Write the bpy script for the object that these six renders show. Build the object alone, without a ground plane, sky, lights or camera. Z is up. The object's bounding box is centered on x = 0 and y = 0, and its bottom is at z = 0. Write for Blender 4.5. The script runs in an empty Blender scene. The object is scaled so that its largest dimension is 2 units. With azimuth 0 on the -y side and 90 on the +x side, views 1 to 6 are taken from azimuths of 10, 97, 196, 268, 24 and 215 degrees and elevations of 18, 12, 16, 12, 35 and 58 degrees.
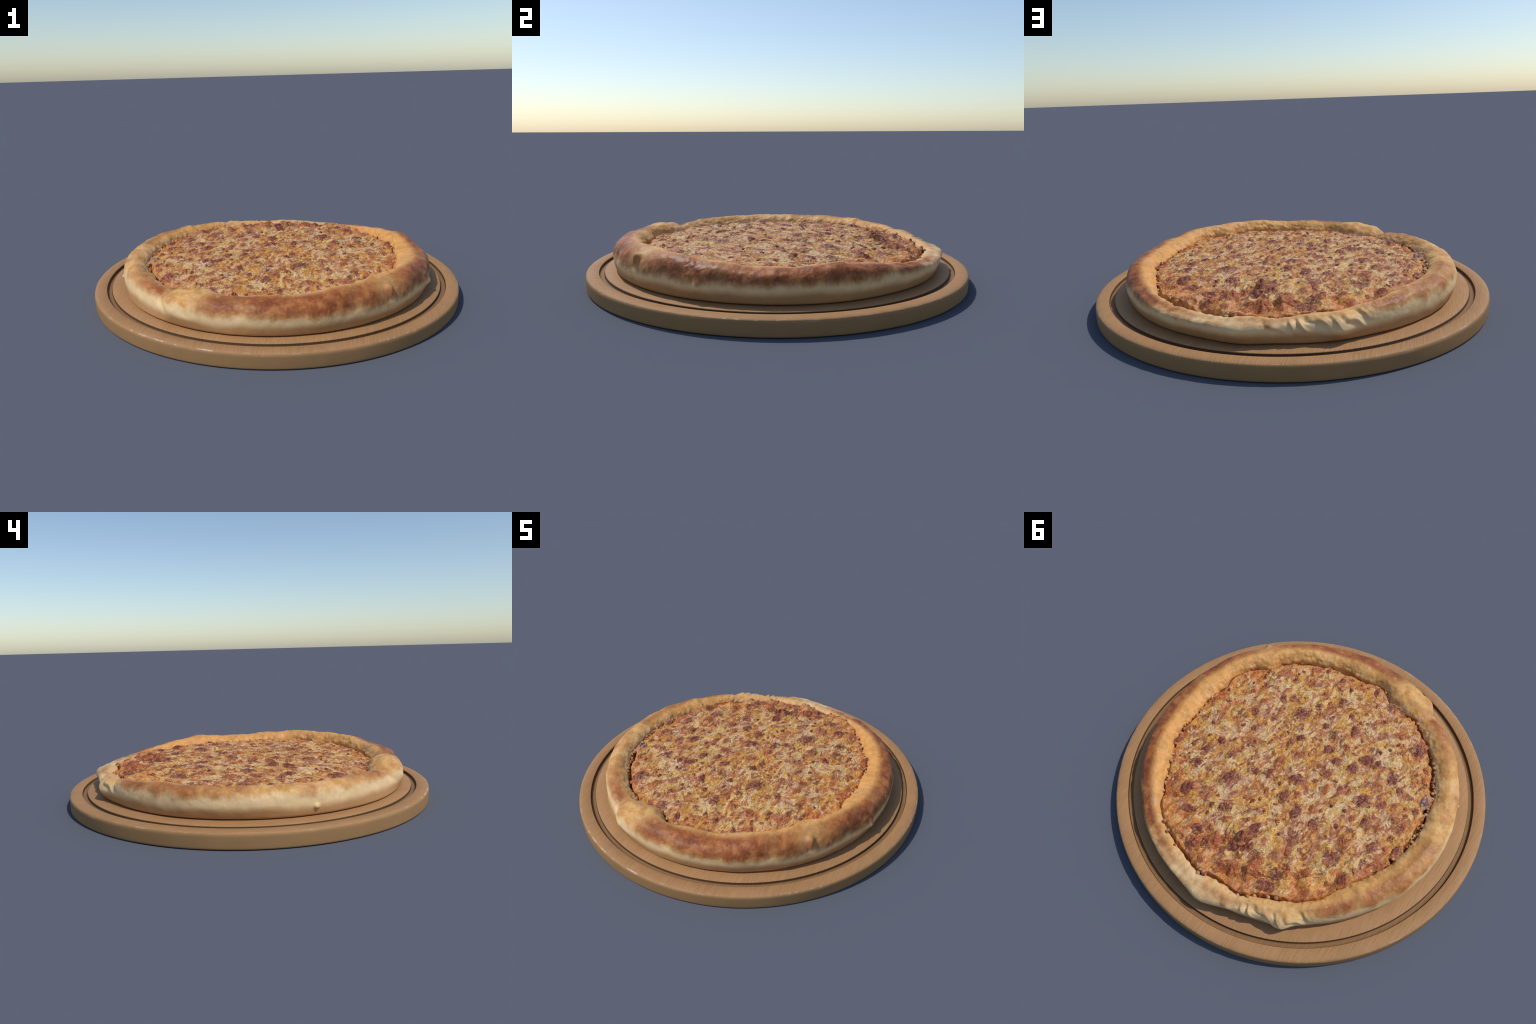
"""Deep-rimmed pizza on a round grooved wooden serving board."""
import bpy, math
import numpy as np

RNG = np.random.default_rng(7)
TAU = 2 * math.pi
BOARD_TOP = 0.0735
GRAIN = (math.cos(math.radians(75)), math.sin(math.radians(75)))

# ------------------------------------------------------------------ noise
_perm = np.random.default_rng(11).permutation(4096)


def _hash(ix, iy, iz):
    a = _perm[ix & 4095]
    b = _perm[(a + iy) & 4095]
    return _perm[(b + iz) & 4095]


def perlin(x, y, z=0.0):
    """Gradient noise, roughly -1..1, on numpy arrays."""
    x, y, z = np.broadcast_arrays(np.asarray(x, float), y, z)
    ix, iy, iz = (np.floor(v).astype(np.int64) for v in (x, y, z))
    fx, fy, fz = x - ix, y - iy, z - iz
    fade = lambda t: t * t * t * (t * (t * 6 - 15) + 10)
    u, v, w = fade(fx), fade(fy), fade(fz)

    def corner(dx, dy, dz):
        h = _hash(ix + dx, iy + dy, iz + dz)
        ang = h * (TAU / 4096)
        gz = ((h * 37) & 255) / 127.5 - 1
        gr = np.sqrt(np.maximum(0, 1 - gz * gz))
        return gr * np.cos(ang) * (fx - dx) + gr * np.sin(ang) * (fy - dy) + gz * (fz - dz)
    l = lambda a, b, t: a + (b - a) * t
    x00 = l(corner(0, 0, 0), corner(1, 0, 0), u)
    x10 = l(corner(0, 1, 0), corner(1, 1, 0), u)
    x01 = l(corner(0, 0, 1), corner(1, 0, 1), u)
    x11 = l(corner(0, 1, 1), corner(1, 1, 1), u)
    return 1.5 * l(l(x00, x10, v), l(x01, x11, v), w)


def sstep(e0, e1, x):
    t = np.clip((x - e0) / (e1 - e0), 0, 1)
    return t * t * (3 - 2 * t)


def around(stops):
    """Periodic smooth function of the angle in degrees through (angle, value) stops."""
    s = sorted(stops)
    a = np.array([p[0] for p in s], float)
    v = np.array([p[1] for p in s], float)
    A = np.concatenate([a - 360, a, a + 360])
    V = np.concatenate([v, v, v])
    m = np.gradient(V, A)
    # limited slopes keep the curve from overshooting
    d = np.diff(V) / np.diff(A)
    lim = np.zeros_like(V)
    lim[1:-1] = np.where(d[:-1] * d[1:] > 0, np.sign(d[1:]) * np.minimum(np.abs(m[1:-1]), 3 * np.minimum(abs(d[:-1]), abs(d[1:]))), 0)

    def f(deg):
        deg = (np.asarray(deg, float) + 180) % 360 - 180
        i = np.clip(np.searchsorted(A, deg, side="right") - 1, 0, len(A) - 2)
        h = A[i + 1] - A[i]
        t = (deg - A[i]) / h
        return ((1 + 2 * t) * (1 - t) ** 2 * V[i] + t * (1 - t) ** 2 * h * lim[i]
                + t * t * (3 - 2 * t) * V[i + 1] + t * t * (t - 1) * h * lim[i + 1])
    return f


# ------------------------------------------------------------------ outline of the pizza, by angle round it
rim_out = around([(-173, .843), (-161, .838), (-141, .836), (-128, .832), (-121, .842), (-115, .866), (-108, .866), (-96, .854),
                  (-85, .862), (-74, .862), (-62, .858), (-50, .855), (-34, .850), (-17, .848), (2, .846), (25, .846), (45, .848),
                  (60, .856), (74, .861), (84, .868), (90, .882), (94, .866), (100, .844), (107, .838), (113, .848), (117, .872),
                  (121, .852), (131, .835), (145, .836), (157, .843), (168, .846), (177, .845)])
rim_base = around([(-170, .834), (-150, .840), (-131, .850), (-115, .853), (-97, .856), (-83, .852), (-64, .847), (-49, .842), (-30, .838), (-7, .835),
                   (23, .838), (41, .834), (60, .838), (79, .842), (90, .852), (100, .834), (112, .838), (130, .830), (154, .832), (175, .828)])
rim_in = around([(-178, .700), (-162, .706), (-152, .708), (-138, .707), (-128, .711), (-121, .708), (-113, .680), (-107, .664), (-103, .690),
                 (-98, .718), (-90, .692), (-75, .702), (-56, .700), (-48, .704), (-43, .672), (-34, .706), (-23, .708), (-17, .672),
                 (-8, .677), (4, .668), (15, .688), (31, .692), (45, .724), (56, .762), (72, .764), (84, .772), (91, .754),
                 (100, .768), (109, .743), (120, .742), (131, .734), (142, .698), (156, .700), (170, .700)])
crest_z = around([(-177, .218), (-166, .217), (-154, .215), (-137, .213), (-130, .206), (-121, .198), (-115, .218), (-109, .238), (-100, .226), (-92, .229),
                  (-76, .233), (-62, .248), (-48, .254), (-41, .255), (-26, .247), (-15, .236), (-7, .229), (3, .219), (12, .222), (26, .232), (39, .214), (53, .185),
                  (63, .174), (73, .166), (86, .170), (95, .177), (100, .173), (111, .184), (124, .193), (134, .206), (151, .219), (163, .216), (175, .217)])
# how far across the roll its crest stands, 0 at the inner edge and 1 at the outer
crest_at = around([(-170, .52), (-140, .50), (-115, .46), (-95, .40), (-75, .34), (-45, .32), (-25, .40), (-10, .50), (10, .48), (50, .46), (90, .50), (130, .50), (160, .54)])
# height at which the roll meets the filling
seam_z = around([(-170, .172), (-120, .170), (-95, .174), (-70, .184), (-45, .190), (-15, .188), (10, .176), (50, .166), (75, .156), (110, .160), (140, .170)])
bulge_z = around([(-170, .142), (-120, .140), (-68, .165), (-7, .155), (30, .155), (60, .150), (80, .150), (90, .136), (104, .150), (117, .134),
                  (140, .142), (160, .142)])


# ------------------------------------------------------------------ height of the topping
def cheese_height(x, y):
    r = np.hypot(x, y)
    deg = np.degrees(np.arctan2(y, x))
    q = r / rim_in(deg)
    # cheese was drawn along one direction when it was spread
    ax, ay = .75 * (x * GRAIN[0] + y * GRAIN[1]), 1.06 * (y * GRAIN[0] - x * GRAIN[1])
    wx = ax + .022 * perlin(x * 9, y * 9, 3.1)
    wy = ay + .022 * perlin(x * 9, y * 9, 8.7)
    north = sstep(.30, .62, y)
    h = .2060 - .029 * np.minimum(r / .72, 1.1) ** 2 - .004 * sstep(.86, 1.0, q) - .003 * north
    h = h + .015 * np.exp(-((deg + 38) / 34) ** 2) * sstep(.30, .62, r)       # heaped against the high south-east rim
    h = h + .007 * np.exp(-((deg - 52) / 38) ** 2) * sstep(.25, .55, r)
    h = h - .013 * np.exp(-((x - .01) ** 2 + (y - .592) ** 2) / .030 ** 2)      # torn hollow behind the tallest lump
    h = h - .006 * np.exp(-((deg - 100) / 26) ** 2) * sstep(.86, 1.0, q)
    h = h + (.006 + .003 * north) * perlin(wx * 9, wy * 9, .5)
    lump = perlin(wx * 19, wy * 19, 5.5)
    h = h + (.0082 + .011 * north) * lump
    h = h + .0048 * (.75 - np.abs(perlin(wx * 27, wy * 27, 1.5)) * 2.4)
    ww = .010
    ux = ax * 1.2 + ww * perlin(x * 32, y * 32, 21.3)
    uy = ay + ww * perlin(x * 32, y * 32, 27.9)
    h = h + (.0028 - .0006 * north) * (.75 - np.abs(perlin(ux * 56, uy * 56, 2.2)) * 2.2)
    h = h + .0010 * perlin(ux * 115, uy * 115, 9.4)
    return h


def add_mesh(name, verts, faces, mat, parent=None, smooth=True):
    me = bpy.data.meshes.new(name)
    faces = np.asarray(faces)
    me.vertices.add(len(verts))
    me.vertices.foreach_set("co", np.asarray(verts, np.float32).ravel())
    n, k = faces.shape
    me.loops.add(n * k)
    me.loops.foreach_set("vertex_index", faces.astype(np.int32).ravel())
    me.polygons.add(n)
    me.polygons.foreach_set("loop_start", np.arange(0, n * k, k, dtype=np.int32))
    me.polygons.foreach_set("use_smooth", np.full(n, smooth))
    me.update(calc_edges=True)
    me.validate()
    me.materials.append(mat)
    ob = bpy.data.objects.new(name, me)
    bpy.context.scene.collection.objects.link(ob)
    if parent:
        ob.parent = parent
    return ob


def ring_faces(n_ang, n_prof, closed_profile):
    """Quads of a lofted ring; vertex index = angle * n_prof + profile."""
    a = np.arange(n_ang)
    p = np.arange(n_prof if closed_profile else n_prof - 1)
    A, P = np.meshgrid(a, p, indexing="ij")
    A2, P2 = (A + 1) % n_ang, (P + 1) % n_prof
    return np.stack([A * n_prof + P, A2 * n_prof + P, A2 * n_prof + P2, A * n_prof + P2], -1).reshape(-1, 4)


# ------------------------------------------------------------------ node helper
class Nodes:
    def __init__(self, name):
        self.mat = bpy.data.materials.new(name)
        self.mat.use_nodes = True
        self.t = self.mat.node_tree
        self.t.nodes.clear()
        self.out = self.t.nodes.new("ShaderNodeOutputMaterial")
        self.bsdf = self.t.nodes.new("ShaderNodeBsdfPrincipled")
        self.t.links.new(self.bsdf.outputs[0], self.out.inputs[0])
        tc = self.t.nodes.new("ShaderNodeTexCoord")
        self.obj, self.gen = tc.outputs["Object"], tc.outputs["Generated"]

    def put(self, socket, v):
        if isinstance(v, bpy.types.NodeSocket):
            self.t.links.new(v, socket)
        elif isinstance(v, (tuple, list)) and socket.type == "RGBA" and len(v) == 3:
            socket.default_value = (*v, 1)
        else:
            socket.default_value = v

    def math(self, op, a, b=0.0, c=0.0, clamp=False):
        n = self.t.nodes.new("ShaderNodeMath")
        n.operation = op
        n.use_clamp = clamp
        for s, v in zip(n.inputs, (a, b, c)):
            self.put(s, v)
        return n.outputs[0]

    def step(self, e0, e1, x):
        n = self.t.nodes.new("ShaderNodeMapRange")
        n.interpolation_type = "SMOOTHSTEP"
        self.put(n.inputs["Value"], x)
        if e0 <= e1:
            v = (e0, e1, 0, 1)
        else:
            v = (e1, e0, 1, 0)
        for k, s in enumerate(("From Min", "From Max", "To Min", "To Max")):
            n.inputs[s].default_value = v[k]
        return n.outputs["Result"]

    def mapped(self, vec, scale=(1, 1, 1), loc=(0, 0, 0)):
        n = self.t.nodes.new("ShaderNodeMapping")
        self.put(n.inputs["Vector"], vec)
        n.inputs["Scale"].default_value = scale
        n.inputs["Location"].default_value = loc
        return n.outputs[0]

    def turned(self, vec, degrees):
        n = self.t.nodes.new("ShaderNodeVectorRotate")
        n.rotation_type = "Z_AXIS"
        self.put(n.inputs["Vector"], vec)
        n.inputs["Angle"].default_value = math.radians(degrees)
        return n.outputs[0]

    def noise(self, scale, vec=None, detail=3.0, rough=.55, distort=0.0, loc=None, color=False):
        n = self.t.nodes.new("ShaderNodeTexNoise")
        v = vec if vec is not None else self.obj
        if loc:
            v = self.mapped(v, loc=loc)
        self.put(n.inputs["Vector"], v)
        n.inputs["Scale"].default_value = scale
        n.inputs["Detail"].default_value = detail
        n.inputs["Roughness"].default_value = rough
        n.inputs["Distortion"].default_value = distort
        return n.outputs["Color" if color else "Fac"]

    def ramp(self, fac, stops, interp="LINEAR"):
        n = self.t.nodes.new("ShaderNodeValToRGB")
        n.color_ramp.interpolation = interp
        e = n.color_ramp.elements
        while len(e) < len(stops):
            e.new(.5)
        for el, (p, c) in zip(e, stops):
            el.position = p
            el.color = (*c, 1) if isinstance(c, tuple) else (c, c, c, 1)
        self.put(n.inputs[0], fac)
        return n.outputs[0]

    def mix(self, fac, a, b, mode="MIX"):
        n = self.t.nodes.new("ShaderNodeMix")
        n.data_type = "RGBA"
        n.blend_type = mode
        self.put(n.inputs[0], fac)
        self.put(n.inputs[6], a)
        self.put(n.inputs[7], b)
        return n.outputs[2]

    def polar(self):
        s = self.t.nodes.new("ShaderNodeSeparateXYZ")
        self.put(s.inputs[0], self.obj)
        x, y, z = s.outputs
        rad = self.math("SQRT", self.math("ADD", self.math("MULTIPLY", x, x), self.math("MULTIPLY", y, y)))
        ang = self.math("ARCTAN2", y, x)
        turn = self.math("MULTIPLY_ADD", ang, 1 / TAU, .5)     # 0 at -180 deg, 1 at +180 deg
        return x, y, z, rad, turn

    def by_angle(self, turn, stops):
        return self.ramp(turn, [((d + 180) / 360, v) for d, v in stops], "LINEAR")

    def vec(self, x, y, z):
        n = self.t.nodes.new("ShaderNodeCombineXYZ")
        for s, v in zip(n.inputs, (x, y, z)):
            self.put(s, v)
        return n.outputs[0]

    def bump(self, height, strength, distance):
        n = self.t.nodes.new("ShaderNodeBump")
        n.inputs["Strength"].default_value = strength
        n.inputs["Distance"].default_value = distance
        self.put(n.inputs["Height"], height)
        self.put(self.bsdf.inputs["Normal"], n.outputs[0])

    def finish(self, color, rough=.6, spec=.3, **kw):
        self.put(self.bsdf.inputs["Base Color"], color)
        self.put(self.bsdf.inputs["Roughness"], rough)
        self.bsdf.inputs["Specular IOR Level"].default_value = spec
        for k, v in kw.items():
            self.put(self.bsdf.inputs[k], v)
        return self.mat


# ------------------------------------------------------------------ materials
def wood_material():
    m = Nodes("board_wood")
    x, y, z, rad, turn = m.polar()
    streak = m.noise(1.0, m.mapped(m.obj, (150, 9, 40)), 2, .5, .2)
    broad = m.noise(1.0, m.mapped(m.obj, (9, 1.6, 9)), 3, .5)
    blot = m.noise(7, detail=4)
    outer = m.math("MULTIPLY_ADD", m.step(.80, .90, rad), .8, .2)   # the middle is worn smooth
    outer = m.math("MULTIPLY", outer, m.step(.9995, .990, rad))
    streak = m.math("MULTIPLY_ADD", m.math("SUBTRACT", streak, .5), outer, .5)
    c = m.ramp(broad, [(.35, (.385, .206, .086)), (.65, (.42, .226, .094))])
    c = m.mix(m.math("MULTIPLY", m.step(.40, .62, streak), .40), c, (.30, .155, .066))
    c = m.mix(m.math("MULTIPLY", m.step(.48, .66, blot), .35), c, (.45, .235, .115))
    # groove's own shadow painted in: floor darkened, walls nearly black
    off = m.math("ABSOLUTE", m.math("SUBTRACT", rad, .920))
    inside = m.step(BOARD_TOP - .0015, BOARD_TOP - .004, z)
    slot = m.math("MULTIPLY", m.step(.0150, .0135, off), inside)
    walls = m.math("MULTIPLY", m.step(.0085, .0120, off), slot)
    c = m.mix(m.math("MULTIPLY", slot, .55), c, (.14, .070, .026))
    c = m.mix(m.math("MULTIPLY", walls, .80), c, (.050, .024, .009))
    # worn, pale chips on the rounded top edge
    edge = m.math("MULTIPLY", m.step(.990, .9935, rad), m.step(BOARD_TOP - .013, BOARD_TOP - .007, z))
    chips = m.step(.56, .62, m.noise(1.0, m.vec(m.math("MULTIPLY", turn, 90), m.math("MULTIPLY", z, 60), 0), 4, .65))
    where = m.by_angle(turn, [(-180, .25), (-130, .3), (-105, 1), (-75, .8), (-55, .5), (-30, 1), (5, 1), (20, .3), (70, .3), (120, .5), (180, .25)])
    c = m.mix(m.math("MULTIPLY", m.math("MULTIPLY", edge, chips), where), c, (.62, .46, .36))
    # rim side: end grain, a little browner and blotchy
    side = m.step(.994, .999, rad)
    stain = m.noise(1.0, m.vec(m.math("MULTIPLY", turn, 60), m.math("MULTIPLY", z, 18), 0), 4, .6)
    c = m.mix(m.math("MULTIPLY", side, m.math("MULTIPLY_ADD", stain, .7, .25)), c, (.27, .160, .066))
    m.bump(streak, .45, .005)
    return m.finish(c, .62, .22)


def crust_material():
    m = Nodes("baked_dough")
    x, y, z, rad, turn = m.polar()
    n_big = m.noise(5, detail=3)
    n_mid = m.noise(17, detail=4, rough=.6)
    n_fine = m.noise(70, detail=3, rough=.6, distort=.6)
    drip = m.noise(1.0, m.vec(m.math("MULTIPLY", turn, 130), m.math("MULTIPLY", rad, 14), m.math("MULTIPLY", z, 14)), 4, .6)
    cream = m.ramp(n_mid, [(.35, (.72, .50, .25)), (.65, (.79, .57, .31))])
    gold = m.ramp(n_mid, [(.38, (.48, .195, .040)), (.5, (.61, .295, .064)), (.62, (.71, .42, .150))])
    brown = m.ramp(n_mid, [(.37, (.18, .038, .013)), (.5, (.285, .075, .021)), (.64, (.42, .145, .040))])
    strength = m.by_angle(turn, [(-180, .30), (-155, .35), (-140, .62), (-127, .68), (-117, .25), (-108, .5), (-98, .9), (-80, 1), (-60, 1),
                                 (-46, .62), (-37, 1), (-10, 1), (20, 1), (36, 1), (50, 1), (75, 1), (93, .85), (105, .42), (122, .35),
                                 (135, .85), (150, .68), (165, .6), (180, .30)])
    low = m.by_angle(turn, [(-180, .9), (-120, .8), (-100, .45), (-80, .2), (-60, .15), (0, .15), (40, .35), (70, .25), (100, .45), (140, .6), (180, .9)])
    # top of the roll: golden above the pale flank
    zj = m.math("ADD", z, m.math("MULTIPLY", m.math("SUBTRACT", drip, .5), .045))
    zj = m.math("ADD", zj, m.math("MULTIPLY", m.math("SUBTRACT", n_big, .5), .05))
    zk = m.math("SUBTRACT", zj, m.math("MULTIPLY", low, .028))
    top = m.step(.137, .175, zk)
    c = m.mix(m.math("MULTIPLY", top, .85), cream, gold)
    inside = m.step(.80, .735, rad)
    rj = m.math("ADD", rad, m.math("MULTIPLY", m.math("SUBTRACT", n_mid, .5), .06))
    pale = m.step(.55, .66, m.noise(11, detail=3, loc=(2, 6, 3)))
    c = m.mix(m.math("MULTIPLY", m.math("MULTIPLY", pale, top), .38), c, (.74, .46, .235))
    rind = m.by_angle(turn, [(-180, .745), (-90, .755), (-40, .765), (20, .755), (50, .785), (90, .80), (120, .79), (150, .76), (180, .745)])
    off = m.math("SUBTRACT", rj, rind)
    band = m.math("MULTIPLY", m.step(-.020, .026, off), m.step(.132, .184, zk))
    blotch = m.math("MULTIPLY", m.math("SUBTRACT", m.math("ADD", m.math("MULTIPLY", n_big, .6), m.math("MULTIPLY", n_mid, .4)), .5), 3.2)
    baked = m.step(.18, .92, m.math("ADD", strength, blotch))
    amt = m.math("MULTIPLY", band, m.math("MULTIPLY", baked, .95), clamp=True)
    c = m.mix(amt, c, brown)
    # oily orange inner wall
    oil = m.by_angle(turn, [(-180, .25), (-120, .35), (-70, .3), (-45, .5), (-20, .7), (20, .85), (60, 1), (120, 1), (135, .7), (160, .3), (180, .25)])
    wall = m.math("MULTIPLY", m.math("MULTIPLY", inside, oil), m.math("MULTIPLY_ADD", m.step(.40, .60, n_mid), .75, .22))
    c = m.mix(m.math("MULTIPLY", wall, .9, clamp=True), c, (.70, .285, .060))
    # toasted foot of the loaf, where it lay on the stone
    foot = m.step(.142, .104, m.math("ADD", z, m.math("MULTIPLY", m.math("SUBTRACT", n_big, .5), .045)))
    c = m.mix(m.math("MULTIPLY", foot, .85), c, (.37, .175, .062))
    c = m.mix(m.math("MULTIPLY", m.step(.5, .72, n_fine), m.math("MULTIPLY_ADD", m.math("SUBTRACT", top, m.math("MULTIPLY", amt, .85)), .22, .04)), c, (.82, .60, .34))
    c = m.mix(m.math("MULTIPLY", m.step(.46, .28, n_fine), m.math("MULTIPLY_ADD", top, .22, .0)), c, (.40, .17, .05))
    m.bump(m.math("ADD", m.math("MULTIPLY", n_fine, .6), n_mid), .2, .006)
    return m.finish(c, m.math("MULTIPLY_ADD", amt, -.06, .54), .25)


def cheese_colour(m):
    """Melted cheese, sauce and grease, in pizza coordinates."""
    x, y, z, rad, turn = m.polar()
    warp = m.mapped(m.turned(m.obj, -75), (.75, 1.06, 1))
    a = m.noise(12, warp, 2, .5, .9)
    b = m.noise(13, warp, 2, .5, 1.0, loc=(3, 7, 1))
    d = m.noise(16, warp, 2, .5, .8, loc=(9, 2, 5))
    e = m.noise(23, warp, 3, .55, 1.2, loc=(1, 9, 4))
    k = m.noise(16, warp, 2, .5, 1.2, loc=(5, 1, 8))
    f = m.noise(85, warp, 2, .6, 1.8)
    g = m.noise(150, warp, 2, .6, 1.5, loc=(4, 4, 4))
    c = m.ramp(a, [(.37, (.45, .170, .042)), (.45, (.56, .270, .064)), (.54, (.60, .340, .095)), (.62, (.64, .425, .172))])
    c = m.mix(m.math("MULTIPLY", m.step(.47, .39, b), .85), c, (.60, .285, .040))         # golden
    c = m.mix(m.math("MULTIPLY", m.step(.54, .60, b), .70), c, (.64, .40, .235))           # pinkish white
    c = m.mix(m.math("MULTIPLY", m.step(.545, .615, d), .85), c, (.42, .130, .042))         # rust
    c = m.mix(m.math("MULTIPLY", m.step(.44, .38, k), .74), c, (.65, .465, .220))           # pale strands
    c = m.mix(m.math("MULTIPLY", m.step(.565, .625, e), .85), c, (.23, .060, .032))         # small dark bits
    c = m.mix(m.math("MULTIPLY", m.step(.575, .635, k), .72), c, (.35, .115, .058))
    sauce = m.by_angle(turn, [(-180, .65), (-130, .75), (-100, .35), (-60, .5), (-30, .95), (30, 1), (55, .8), (70, .6), (90, .7), (110, .75), (125, .8), (150, .45), (180, .65)])
    rim = m.step(.585, .715, m.math("ADD", rad, m.math("MULTIPLY", m.math("SUBTRACT", d, .5), .45)))
    c = m.mix(m.math("MULTIPLY", m.math("MULTIPLY", rim, sauce), .9), c, m.ramp(e, [(.40, (.62, .225, .040)), (.60, (.42, .095, .024))]))
    w1 = m.noise(40, warp, 2, .55, 2.2, loc=(7, 3, 2))
    strand = m.step(.035, .0, m.math("ABSOLUTE", m.math("SUBTRACT", w1, .5)))
    c = m.mix(m.math("MULTIPLY", strand, .34), c, (.70, .45, .26))                        # thin pulled threads
    tone = m.ramp(f, [(.34, (.60, .50, .44)), (.5, (1, 1, 1)), (.66, (1.24, 1.24, 1.22))])
    c = m.mix(.66, c, tone, "MULTIPLY")
    tone2 = m.ramp(g, [(.36, (.70, .63, .58)), (.5, (1, 1, 1)), (.64, (1.18, 1.18, 1.16))])
    c = m.mix(.6, c, tone2, "MULTIPLY")
    return c, f, g, e


def cheese_material():
    m = Nodes("melted_cheese")
    c, f, g, e = cheese_colour(m)
    m.bump(m.math("ADD", f, m.math("MULTIPLY", g, .5)), .38, .005)
    return m.finish(c, .5, .25)


def meat_material(name, dark, mid, pale):
    m = Nodes(name)
    c, f, g, e = cheese_colour(m)
    grain = m.noise(60, m.obj, 4, .65, 1.5, loc=(2, 5, 8))
    meat = m.ramp(grain, [(.38, dark), (.52, mid), (.66, pale)])
    meat = m.mix(.6, meat, m.ramp(f, [(.3, (.6, .55, .55)), (.5, (1, 1, 1)), (.7, (1.3, 1.25, 1.2))]), "MULTIPLY")
    s = m.t.nodes.new("ShaderNodeSeparateXYZ")
    m.put(s.inputs[0], m.gen)
    gx, gy = (m.math("MULTIPLY_ADD", s.outputs[k], 2, -1) for k in (0, 1))
    d = m.math("SQRT", m.math("ADD", m.math("MULTIPLY", gx, gx), m.math("MULTIPLY", gy, gy)))
    d = m.math("ADD", d, m.math("MULTIPLY", m.math("SUBTRACT", e, .5), 3.4))
    d = m.math("ADD", d, m.math("MULTIPLY", m.math("SUBTRACT", f, .5), 1.8))
    melt = m.step(.30, 1.10, d)
    c = m.mix(melt, meat, c)
    m.bump(m.math("ADD", grain, f), .5, .005)
    return m.finish(c, .5, .25)


MAT_WOOD = wood_material()
MAT_CRUST = crust_material()
MAT_CHEESE = cheese_material()
MAT_MEAT = [meat_material("browned_meat", (.12, .028, .020), (.22, .058, .032), (.40, .155, .08)),
            meat_material("rusty_meat", (.22, .050, .018), (.38, .105, .032), (.52, .22, .08)),
            meat_material("purple_onion", (.17, .075, .058), (.34, .19, .15), (.54, .39, .31))]


def crumb_material():
    m = Nodes("crumbs")
    n = m.noise(38, detail=2)
    c = m.ramp(n, [(.38, (.24, .070, .026)), (.5, (.46, .20, .065)), (.62, (.55, .34, .16))])
    return m.finish(c, .45, .35)


MAT_CRUMB = crumb_material()


# ------------------------------------------------------------------ board
def build_board():
    T = BOARD_TOP
    prof = [(0.0, 0.0), (.5, 0.0), (.985, 0.0), (.9965, .0006), (.9995, .003), (1.0, .008), (1.0, .022), (1.0, .055), (.9995, T - .014),
            (.9975, T - .005), (.993, T - .002), (.986, T + .0003), (.975, T + .0012), (.9365, T + .0012), (.9345, T), (.9335, T - .004), (.9325, T - .011),
            (.930, T - .0145), (.924, T - .0155), (.916, T - .0155), (.910, T - .0145), (.9075, T - .011), (.9065, T - .004), (.9055, T - .001), (.9035, T), (.86, T), (.6, T), (.3, T), (0.0, T)]
    prof = np.array(prof)
    n = 360
    ang = np.arange(n) / n * TAU
    r, z = prof[:, 0][None], prof[:, 1][None]
    R = np.repeat(r, n, 0).copy()
    Z = np.repeat(z, n, 0).copy()
    # small nicks along the handled top edge
    nick = np.clip(perlin(np.cos(ang) * 22, np.sin(ang) * 22, 4.0) - .25, 0, 1)[:, None]
    top_edge = ((prof[:, 1] > T - .012) & (prof[:, 0] > .985))[None]
    R = np.where(top_edge, R - .006 * nick, R)
    R[:, [0, -1]] = 1e-4
    V = np.stack([R * np.cos(ang)[:, None], R * np.sin(ang)[:, None], Z], -1).reshape(-1, 3)
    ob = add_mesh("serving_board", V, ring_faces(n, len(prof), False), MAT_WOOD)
    ob["label"] = "round tan wooden serving board with a juice groove"
    ob["category"] = "cutting board"
    return ob


# ------------------------------------------------------------------ crust
def catmull(P, m):
    """P: (angles, points, 2), closed along the profile -> m samples between each pair."""
    a, b, c, d = np.roll(P, 1, 1), P, np.roll(P, -1, 1), np.roll(P, -2, 1)
    out = []
    for t in np.arange(m) / m:
        out.append(.5 * (2 * b + (c - a) * t + (2 * a - 5 * b + 4 * c - d) * t * t + (3 * b - a - 3 * c + d) * t ** 3))
    return np.stack(out, 2).reshape(P.shape[0], -1, 2)


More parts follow.
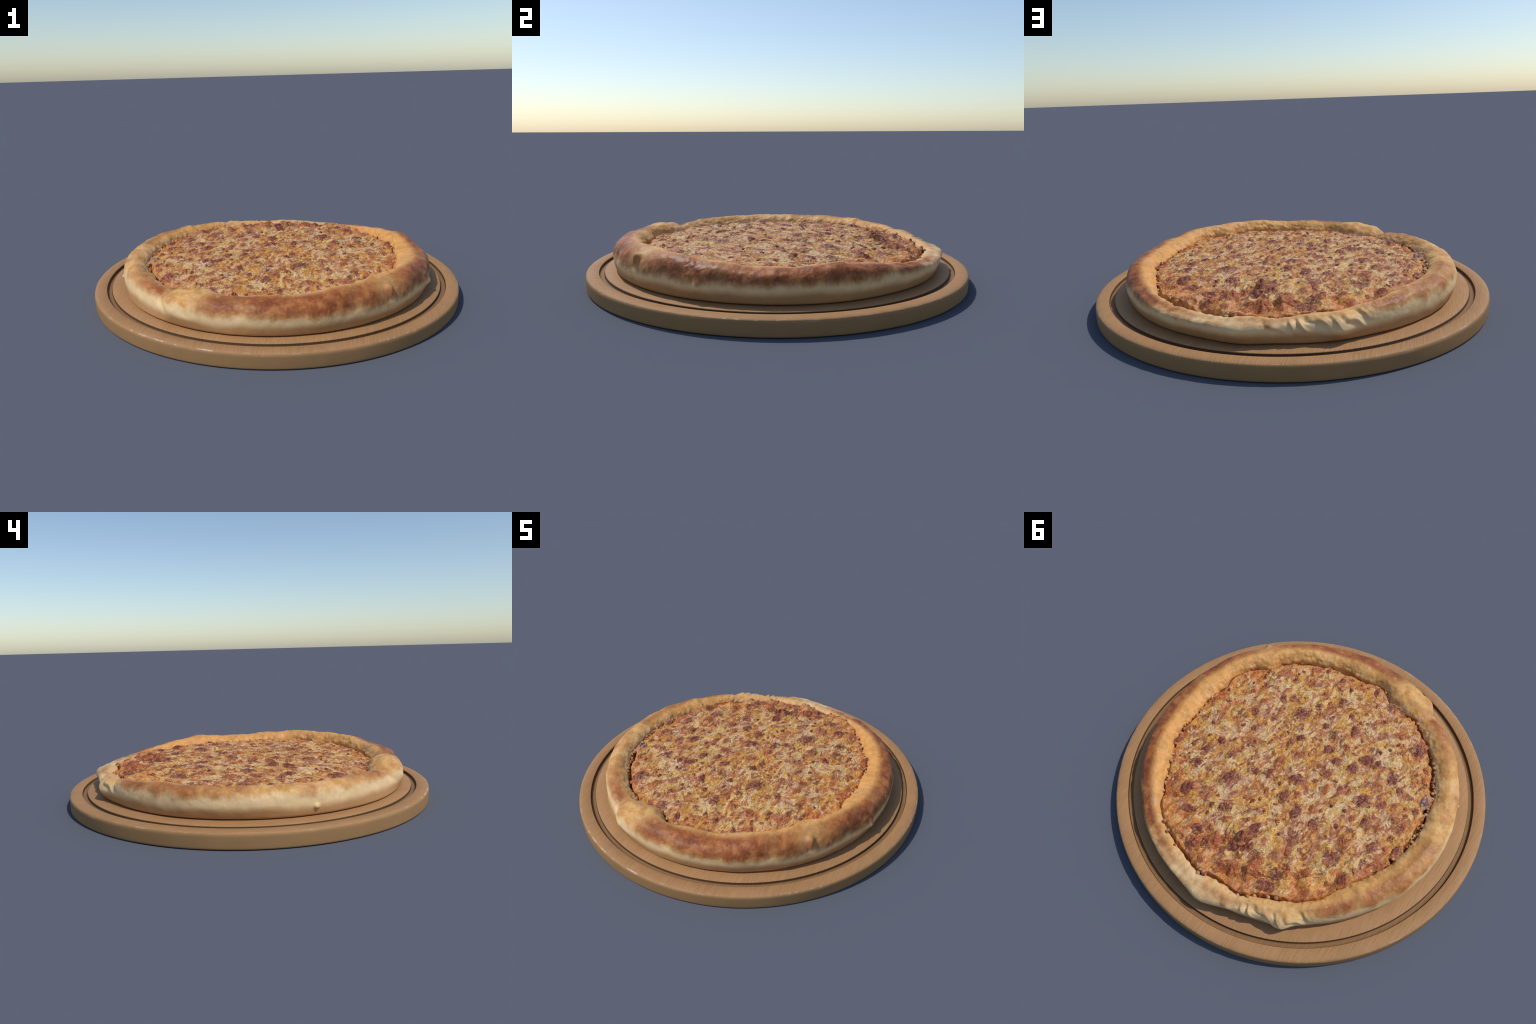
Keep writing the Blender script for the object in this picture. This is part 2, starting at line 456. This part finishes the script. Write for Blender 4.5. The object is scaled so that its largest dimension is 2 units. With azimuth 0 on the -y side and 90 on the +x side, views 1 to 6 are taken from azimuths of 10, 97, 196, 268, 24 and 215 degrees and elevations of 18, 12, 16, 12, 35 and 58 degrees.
def build_crust(parent):
    n = 1300
    deg = np.arange(n) / n * 360 - 180
    ang = np.radians(deg)
    Ro, Rb, Ri, zc, zb = rim_out(deg), rim_base(deg), rim_in(deg), crest_z(deg), bulge_z(deg)
    u, v = np.cos(ang), np.sin(ang)
    Ro = Ro + .003 * perlin(u * 9, v * 9, 2.5)
    zc = zc + .004 * perlin(u * 7, v * 7, 6.5) + .003 * perlin(u * 19, v * 19, 1.1)
    w = Ro - Ri
    Rc = Ri + crest_at(deg) * w
    zi = np.minimum(seam_z(deg), zc - .012)
    slump = np.exp(-((deg + 50) / 20) ** 2)      # here the shoulder falls away sooner
    zb = zb - .008 * slump
    Ri = Ri + .005 * perlin(u * 16, v * 16, 4.4)
    o = np.ones(n)
    P = [(Rb - .16, .0750 * o), (Rb - .03, .0750 * o), (Rb - .004, .078 * o), (Rb + .30 * (Ro - Rb), .093 * o), (Rb + .75 * (Ro - Rb), .5 * (zb + .098)), (Ro, zb),
         (Ro - (.08 + .07 * slump) * (Ro - Rc), zb + .45 * (zc - zb)), (Ro - (.30 + .14 * slump) * (Ro - Rc), zb + .80 * (zc - zb)), (Rc + (.32 - .10 * slump) * (Ro - Rc), zc - .006), (Rc, zc), (Ri + .60 * (Rc - Ri), zc - .16 * (zc - zi)),
         (Ri + .24 * (Rc - Ri), zi + .52 * (zc - zi)), (Ri, zi), (Ri + .006, zi - .022), (Ri + .006, .12 * o)]
    P = np.stack([np.stack(p, -1) for p in P], 1)
    prof = catmull(P, 7)
    for _ in range(24):                          # relax the profile so that no ring shows where the control points sit
        prof = .5 * prof + .25 * (np.roll(prof, 1, 1) + np.roll(prof, -1, 1))
    prof[..., 1] = np.maximum(prof[..., 1], .0747)
    r, z = prof[..., 0], prof[..., 1]
    X, Y = r * u[:, None], r * v[:, None]
    D = np.repeat(deg[:, None], r.shape[1], 1)
    # outward direction of each profile point
    dr = np.roll(r, -1, 1) - np.roll(r, 1, 1)
    dz = np.roll(z, -1, 1) - np.roll(z, 1, 1)
    ln = np.hypot(dr, dz) + 1e-9
    nr, nz = dz / ln, -dr / ln
    upper = sstep(.12, .19, z)
    amp = .25 + .75 * upper
    disp = .006 * amp * perlin(X * 11, Y * 11, z * 11 + 3) + .0028 * amp * perlin(X * 27, Y * 27, z * 27)
    inner = sstep(Ri[:, None] + .05, Ri[:, None] + .01, r)
    disp += .006 * inner * perlin(X * 22, Y * 22, z * 30 + 5) + .003 * inner * perlin(X * 55, Y * 55, z * 55)
    disp += .0013 * upper * perlin(X * 70, Y * 70, z * 70) + .0007 * upper * perlin(X * 140, Y * 140, z * 140)
    # small blisters on the browned front
    bl = perlin(X * 46 + 3, Y * 46, z * 46)
    front = sstep(-112, -100, D) * sstep(10, -20, D) + .45
    disp += .0045 * upper * front * np.clip(bl - .42, 0, 1) * sstep(.155, .175, z)
    # a few pinched, uneven pleats on the far shoulder
    pl = sstep(93, 100, D) * sstep(131, 121, D) * sstep(.112, .150, z) * sstep(Rc[:, None] - .005, Rc[:, None] + .03, r)
    ph = D / 4.6 + 1.1 * perlin(D / 8, 3.3) + z * 16 + .12 * perlin(D / 4, z * 20, 2.0)
    disp += pl * .0085 * (.75 + .8 * perlin(D / 7, 8.8)) * np.sin(TAU * ph + .7 * np.sin(TAU * ph))
    disp += pl * (.002 * perlin(D / 3.5, z * 30, 6.0) - .003)
    # overlapped end of the dough roll: crease beside a raised lip
    tilt = D + (z - .15) * 55
    disp -= .011 * np.exp(-((tilt + 121.5) / 1.8) ** 2) * sstep(.110, .165, z)
    disp += .012 * np.exp(-((tilt + 115.5) / 3.0) ** 2) * sstep(.110, .16, z)
    disp -= .006 * np.exp(-((tilt + 110.5) / 1.5) ** 2) * sstep(.12, .15, z) * sstep(.215, .18, z)

    def knob(px, py, pz, rad, h, power=2.0):
        d = np.sqrt((X - px) ** 2 + (Y - py) ** 2 + (z - pz) ** 2)
        return h * np.exp(-(d / rad) ** power)
    disp += knob(-.806, -.279, .118, .017, .022, 4)          # bead of dough low on the flank
    disp += knob(.600, -.565, .212, .018, .022, 2)           # pinched spike
    disp += knob(.610, -.575, .190, .016, .010, 2)
    disp += knob(.815, -.245, .142, .022, .016, 2)           # tag near the foot
    disp += knob(-.06, -.80, .205, .011, .010, 3)            # blister on the browned front
    disp += knob(-.11, -.815, .19, .010, .007, 3)
    disp = np.where(z < .080, 0, disp)
    r = r + nr * disp
    z = np.maximum(z + nz * disp, .0747)
    V = np.stack([r * u[:, None], r * v[:, None], z], -1).reshape(-1, 3)
    return add_mesh("crust", V, ring_faces(n, r.shape[1], True), MAT_CRUST, parent)


# ------------------------------------------------------------------ topping
def build_topping(parent):
    N = 620
    g = np.linspace(-1, 1, N)
    GX, GY = np.meshgrid(g, g, indexing="ij")
    # square grid bent to a disc
    dx, dy = GX * np.sqrt(1 - GY ** 2 / 2), GY * np.sqrt(1 - GX ** 2 / 2)
    deg = np.degrees(np.arctan2(dy, dx))
    q = np.hypot(dx, dy)
    smooth_r = lambda t: sum(rim_in(t + k) for k in (-4, 0, 4)) / 3
    R = smooth_r(deg) + .022
    blend = sstep(.5, .95, q)
    R = .74 * (1 - blend) + R * blend
    X, Y = dx * R, dy * R
    lip = rim_in(deg) - np.hypot(X, Y)
    # the filling has shrunk away from the rim on the west side
    gap = .25 + sstep(-112, -124, deg) + sstep(150, 165, deg) + .5 * sstep(60, 80, deg) * sstep(125, 110, deg) + .7 * sstep(-70, -80, deg) * sstep(-105, -100, deg)
    shrink = .013 * gap * (1 + 1.1 * perlin(X * 14, Y * 14, 7.7) + .8 * perlin(X * 40, Y * 40, 2.7))
    Z = cheese_height(X, Y) - .045 * sstep(.008, -.010, lip - shrink) * np.minimum(gap + .3, 1)
    V = [np.stack([X, Y, Z], -1).reshape(-1, 3)]
    idx = np.arange(N * N).reshape(N, N)
    F = [np.stack([idx[:-1, :-1], idx[1:, :-1], idx[1:, 1:], idx[:-1, 1:]], -1).reshape(-1, 4)]
    # skirt and underside close the filling as a solid
    b = np.concatenate([idx[:-1, 0], idx[-1, :-1], idx[:0:-1, -1], idx[0, :0:-1]])
    top = V[0][b]
    low = top.copy()
    low[:, 2] = .10
    base = N * N
    k = np.arange(len(b))
    k2 = (k + 1) % len(b)
    F.append(np.stack([b[k2], b[k], base + k, base + k2], -1))
    mid = low * np.array([.02, .02, 1])
    V += [low, mid]
    F.append(np.stack([base + k2, base + k, base + len(b) + k, base + len(b) + k2], -1))
    return add_mesh("cheese_topping", np.concatenate(V), np.concatenate(F), MAT_CHEESE, parent)


def build_bits(parent):
    """Crumbles of meat and onion half sunk in the cheese, each moulded to the surface under it."""
    big = [(0.60, 0.03, 1.0), (0.16, -0.27, 2.2), (0.39, -0.22, 1.0), (0.23, -0.49, 1.2), (0.02, -0.47, 1.1), (0.11, -0.07, 1.0), (0.17, 0.18, 1.2),
           (0.25, 0.29, 2.2), (0.10, 0.15, 1.2), (-0.08, -0.03, 0.9), (-0.15, -0.02, 1.0), (-0.16, -0.11, 1.1), (-0.05, 0.10, 1.8), (0.09, 0.06, 1.1),
           (-0.25, -0.12, 1.2), (-0.28, -0.21, 1.3), (-0.45, -0.19, 1.4), (-0.48, -0.43, 2.0), (-0.39, 0.02, 1.8), (-0.46, 0.11, 1.0), (-0.53, 0.10, 1.2),
           (-0.43, 0.28, 1.8), (-0.42, 0.36, 1.7), (-0.55, 0.21, 1.2), (-0.62, 0.26, 1.2), (-0.14, 0.25, 1.3), (-0.04, 0.22, 1.2), (0.17, 0.43, 1.2),
           (-0.03, 0.47, 2.0), (0.01, 0.57, 1.2), (-0.21, 0.38, 1.6), (0.20, 0.67, 1.2), (0.32, 0.54, 1.0), (0.46, 0.21, 1.3), (0.46, 0.30, 1.2),
           (0.43, 0.12, 1.0), (0.40, 0.44, 1.4), (-0.35, 0.50, 1.2), (-0.27, 0.54, 1.3), (-0.23, 0.65, 1.4), (-0.13, 0.58, 1.5), (-0.10, -0.65, 0.8),
           (-0.22, -0.61, 1.2), (-0.09, -0.15, 1.2), (0.08, -0.13, 0.8), (-0.20, 0.07, 1.0), (0.13, 0.63, 1.2), (-0.52, 0.43, 1.3), (-0.66, 0.16, 1.0),
           (-0.34, -0.21, 1.0), (-0.14, -0.34, 1.2), (-0.06, -0.25, 1.0), (0.33, 0.17, 1.0), (-0.62, 0.04, 1.1), (-0.25, 0.26, 1.0)]
    spots = [(x, y, .036 * s ** .75, .0045 + .003 * RNG.random() + (.006 if y > .42 else 0), 0 if RNG.random() < .8 else 1) for x, y, s in big]
    spots.append((-.655, -.166, .040, .012, 2))
    spots.append((.002, .525, .036, .032, 0))
    for x, y, size, h, kind in ((-.055, .545, .032, .016, 0), (.07, .56, .040, .012, 1), (-.15, .62, .050, .018, 1), (.0, .685, .045, .014, 1),
                                (-.25, .57, .045, .014, 0), (.21, .60, .040, .012, 0)):
        spots.append((x, y, size, h, kind))
    spots.append((.105, .61, .050, .020, 1))
    spots.append((-.05, .665, .045, .018, 1))
    tries = 0
    while len(spots) < 210 and tries < 6000:
        tries += 1
        a, rr = RNG.random() * TAU, math.sqrt(RNG.random()) * .68
        x, y = rr * math.cos(a), rr * math.sin(a)
        s = .014 + .019 * RNG.random() ** 2
        if all((x - p[0]) ** 2 + (y - p[1]) ** 2 > (1.05 * (s + p[2])) ** 2 for p in spots):
            spots.append((x, y, s, .003 + .003 * RNG.random(), int(RNG.choice([0, 1], p=[.5, .5]))))
    na, nrd = 40, 12
    th = np.arange(na) / na * TAU
    for i, (x, y, s, h, kind) in enumerate(spots):
        rho = (np.arange(1, nrd + 1) / nrd)[None]
        out = 1 + .35 * perlin(np.cos(th) * 1.6, np.sin(th) * 1.6, i * 3.3) + .14 * perlin(np.cos(th) * 4, np.sin(th) * 4, i * 5.1)
        ex = 1.05 + .4 * RNG.random()
        rot = math.radians(75) + RNG.normal() * .5
        lx, ly = (out * np.cos(th) * ex)[:, None] * rho * s, (out * np.sin(th) / ex)[:, None] * rho * s
        px = np.append((x + lx * math.cos(rot) - ly * math.sin(rot)).ravel(), x)
        py = np.append((y + lx * math.sin(rot) + ly * math.cos(rot)).ravel(), y)
        rr = np.append(np.repeat(rho, na, 0).ravel(), 0)
        dome = (1 - rr ** 2.2) * h * (1 + .7 * perlin(px * 45, py * 45, 13.0) + .35 * perlin(px * 100, py * 100, 4.0)) - .0035 * rr ** 3 - .001 * (rr > .95)
        V = np.stack([px, py, cheese_height(px, py) + dome + .0006], -1)
        faces = []
        c = na * nrd
        A = np.arange(na)
        A2 = (A + 1) % na
        for k in range(nrd - 1):
            faces.append(np.stack([A * nrd + k, A * nrd + k + 1, A2 * nrd + k + 1, A2 * nrd + k], -1))
        faces = np.concatenate(faces)
        tri = np.stack([np.full(na, c), A * nrd, A2 * nrd], -1)
        me = bpy.data.meshes.new("meat_crumble")
        # rim turned under so that each bit is a closed lump
        under = V[A * nrd + nrd - 1] - np.array([0, 0, .008])
        foot = len(V)
        V = np.concatenate([V, under, [[x, y, under[:, 2].min()]]])
        skirt = np.stack([A * nrd + nrd - 1, foot + A, foot + A2, A2 * nrd + nrd - 1], -1)
        bot = np.stack([foot + A, np.full(na, foot + na), foot + A2], -1)
        me.from_pydata(V.tolist(), [], faces.tolist() + skirt.tolist() + tri.tolist() + bot.tolist())
        me.polygons.foreach_set("use_smooth", np.ones(len(me.polygons), bool))
        me.materials.append(MAT_MEAT[kind])
        ob = bpy.data.objects.new("onion_piece" if kind == 2 else "meat_crumble", me)
        bpy.context.scene.collection.objects.link(ob)
        ob.parent = parent


def build_crumbs(parent):
    """Crumbs of filling caught in the gap along the rim, joined as one loose part."""
    import bmesh
    bm = bmesh.new()
    runs = [(162, 218, 46), (-128, -100, 12), (-12, 52, 40), (60, 118, 16)]
    for a0, a1, count in runs:
        for _ in range(count):
            d = a0 + (a1 - a0) * RNG.random()
            rr = float(rim_in(d)) + RNG.normal() * .005 - .002
            x, y = rr * math.cos(math.radians(d)), rr * math.sin(math.radians(d))
            size = .0045 + .006 * RNG.random()
            new = bmesh.ops.create_icosphere(bm, subdivisions=2, radius=1.0)["verts"]
            z0 = float(cheese_height(np.array([x * .985]), np.array([y * .985]))[0]) - size * (.1 + .8 * RNG.random())
            co = np.array([v.co for v in new])
            k = size * (1 + .5 * perlin(co[:, 0] * 1.4 + d, co[:, 1] * 1.4, co[:, 2] * 1.4))[:, None]
            co = co * k * np.array([1.2, 1.0, .85]) + np.array([x, y, z0])
            for v, c in zip(new, co):
                v.co = c
    me = bpy.data.meshes.new("filling_crumbs")
    bm.to_mesh(me)
    bm.free()
    me.polygons.foreach_set("use_smooth", np.ones(len(me.polygons), bool))
    me.materials.append(MAT_CRUMB)
    ob = bpy.data.objects.new("filling_crumbs", me)
    bpy.context.scene.collection.objects.link(ob)
    ob.parent = parent
    ob["kind"] = "stuff"


build_board()
pizza = bpy.data.objects.new("pizza", None)
pizza.empty_display_size = .2
bpy.context.scene.collection.objects.link(pizza)
pizza["label"] = "thick-rimmed baked pizza with melted cheese and meat crumbles"
pizza["category"] = "pizza"
build_crust(pizza)
topping = build_topping(pizza)
build_bits(topping)
build_crumbs(topping)
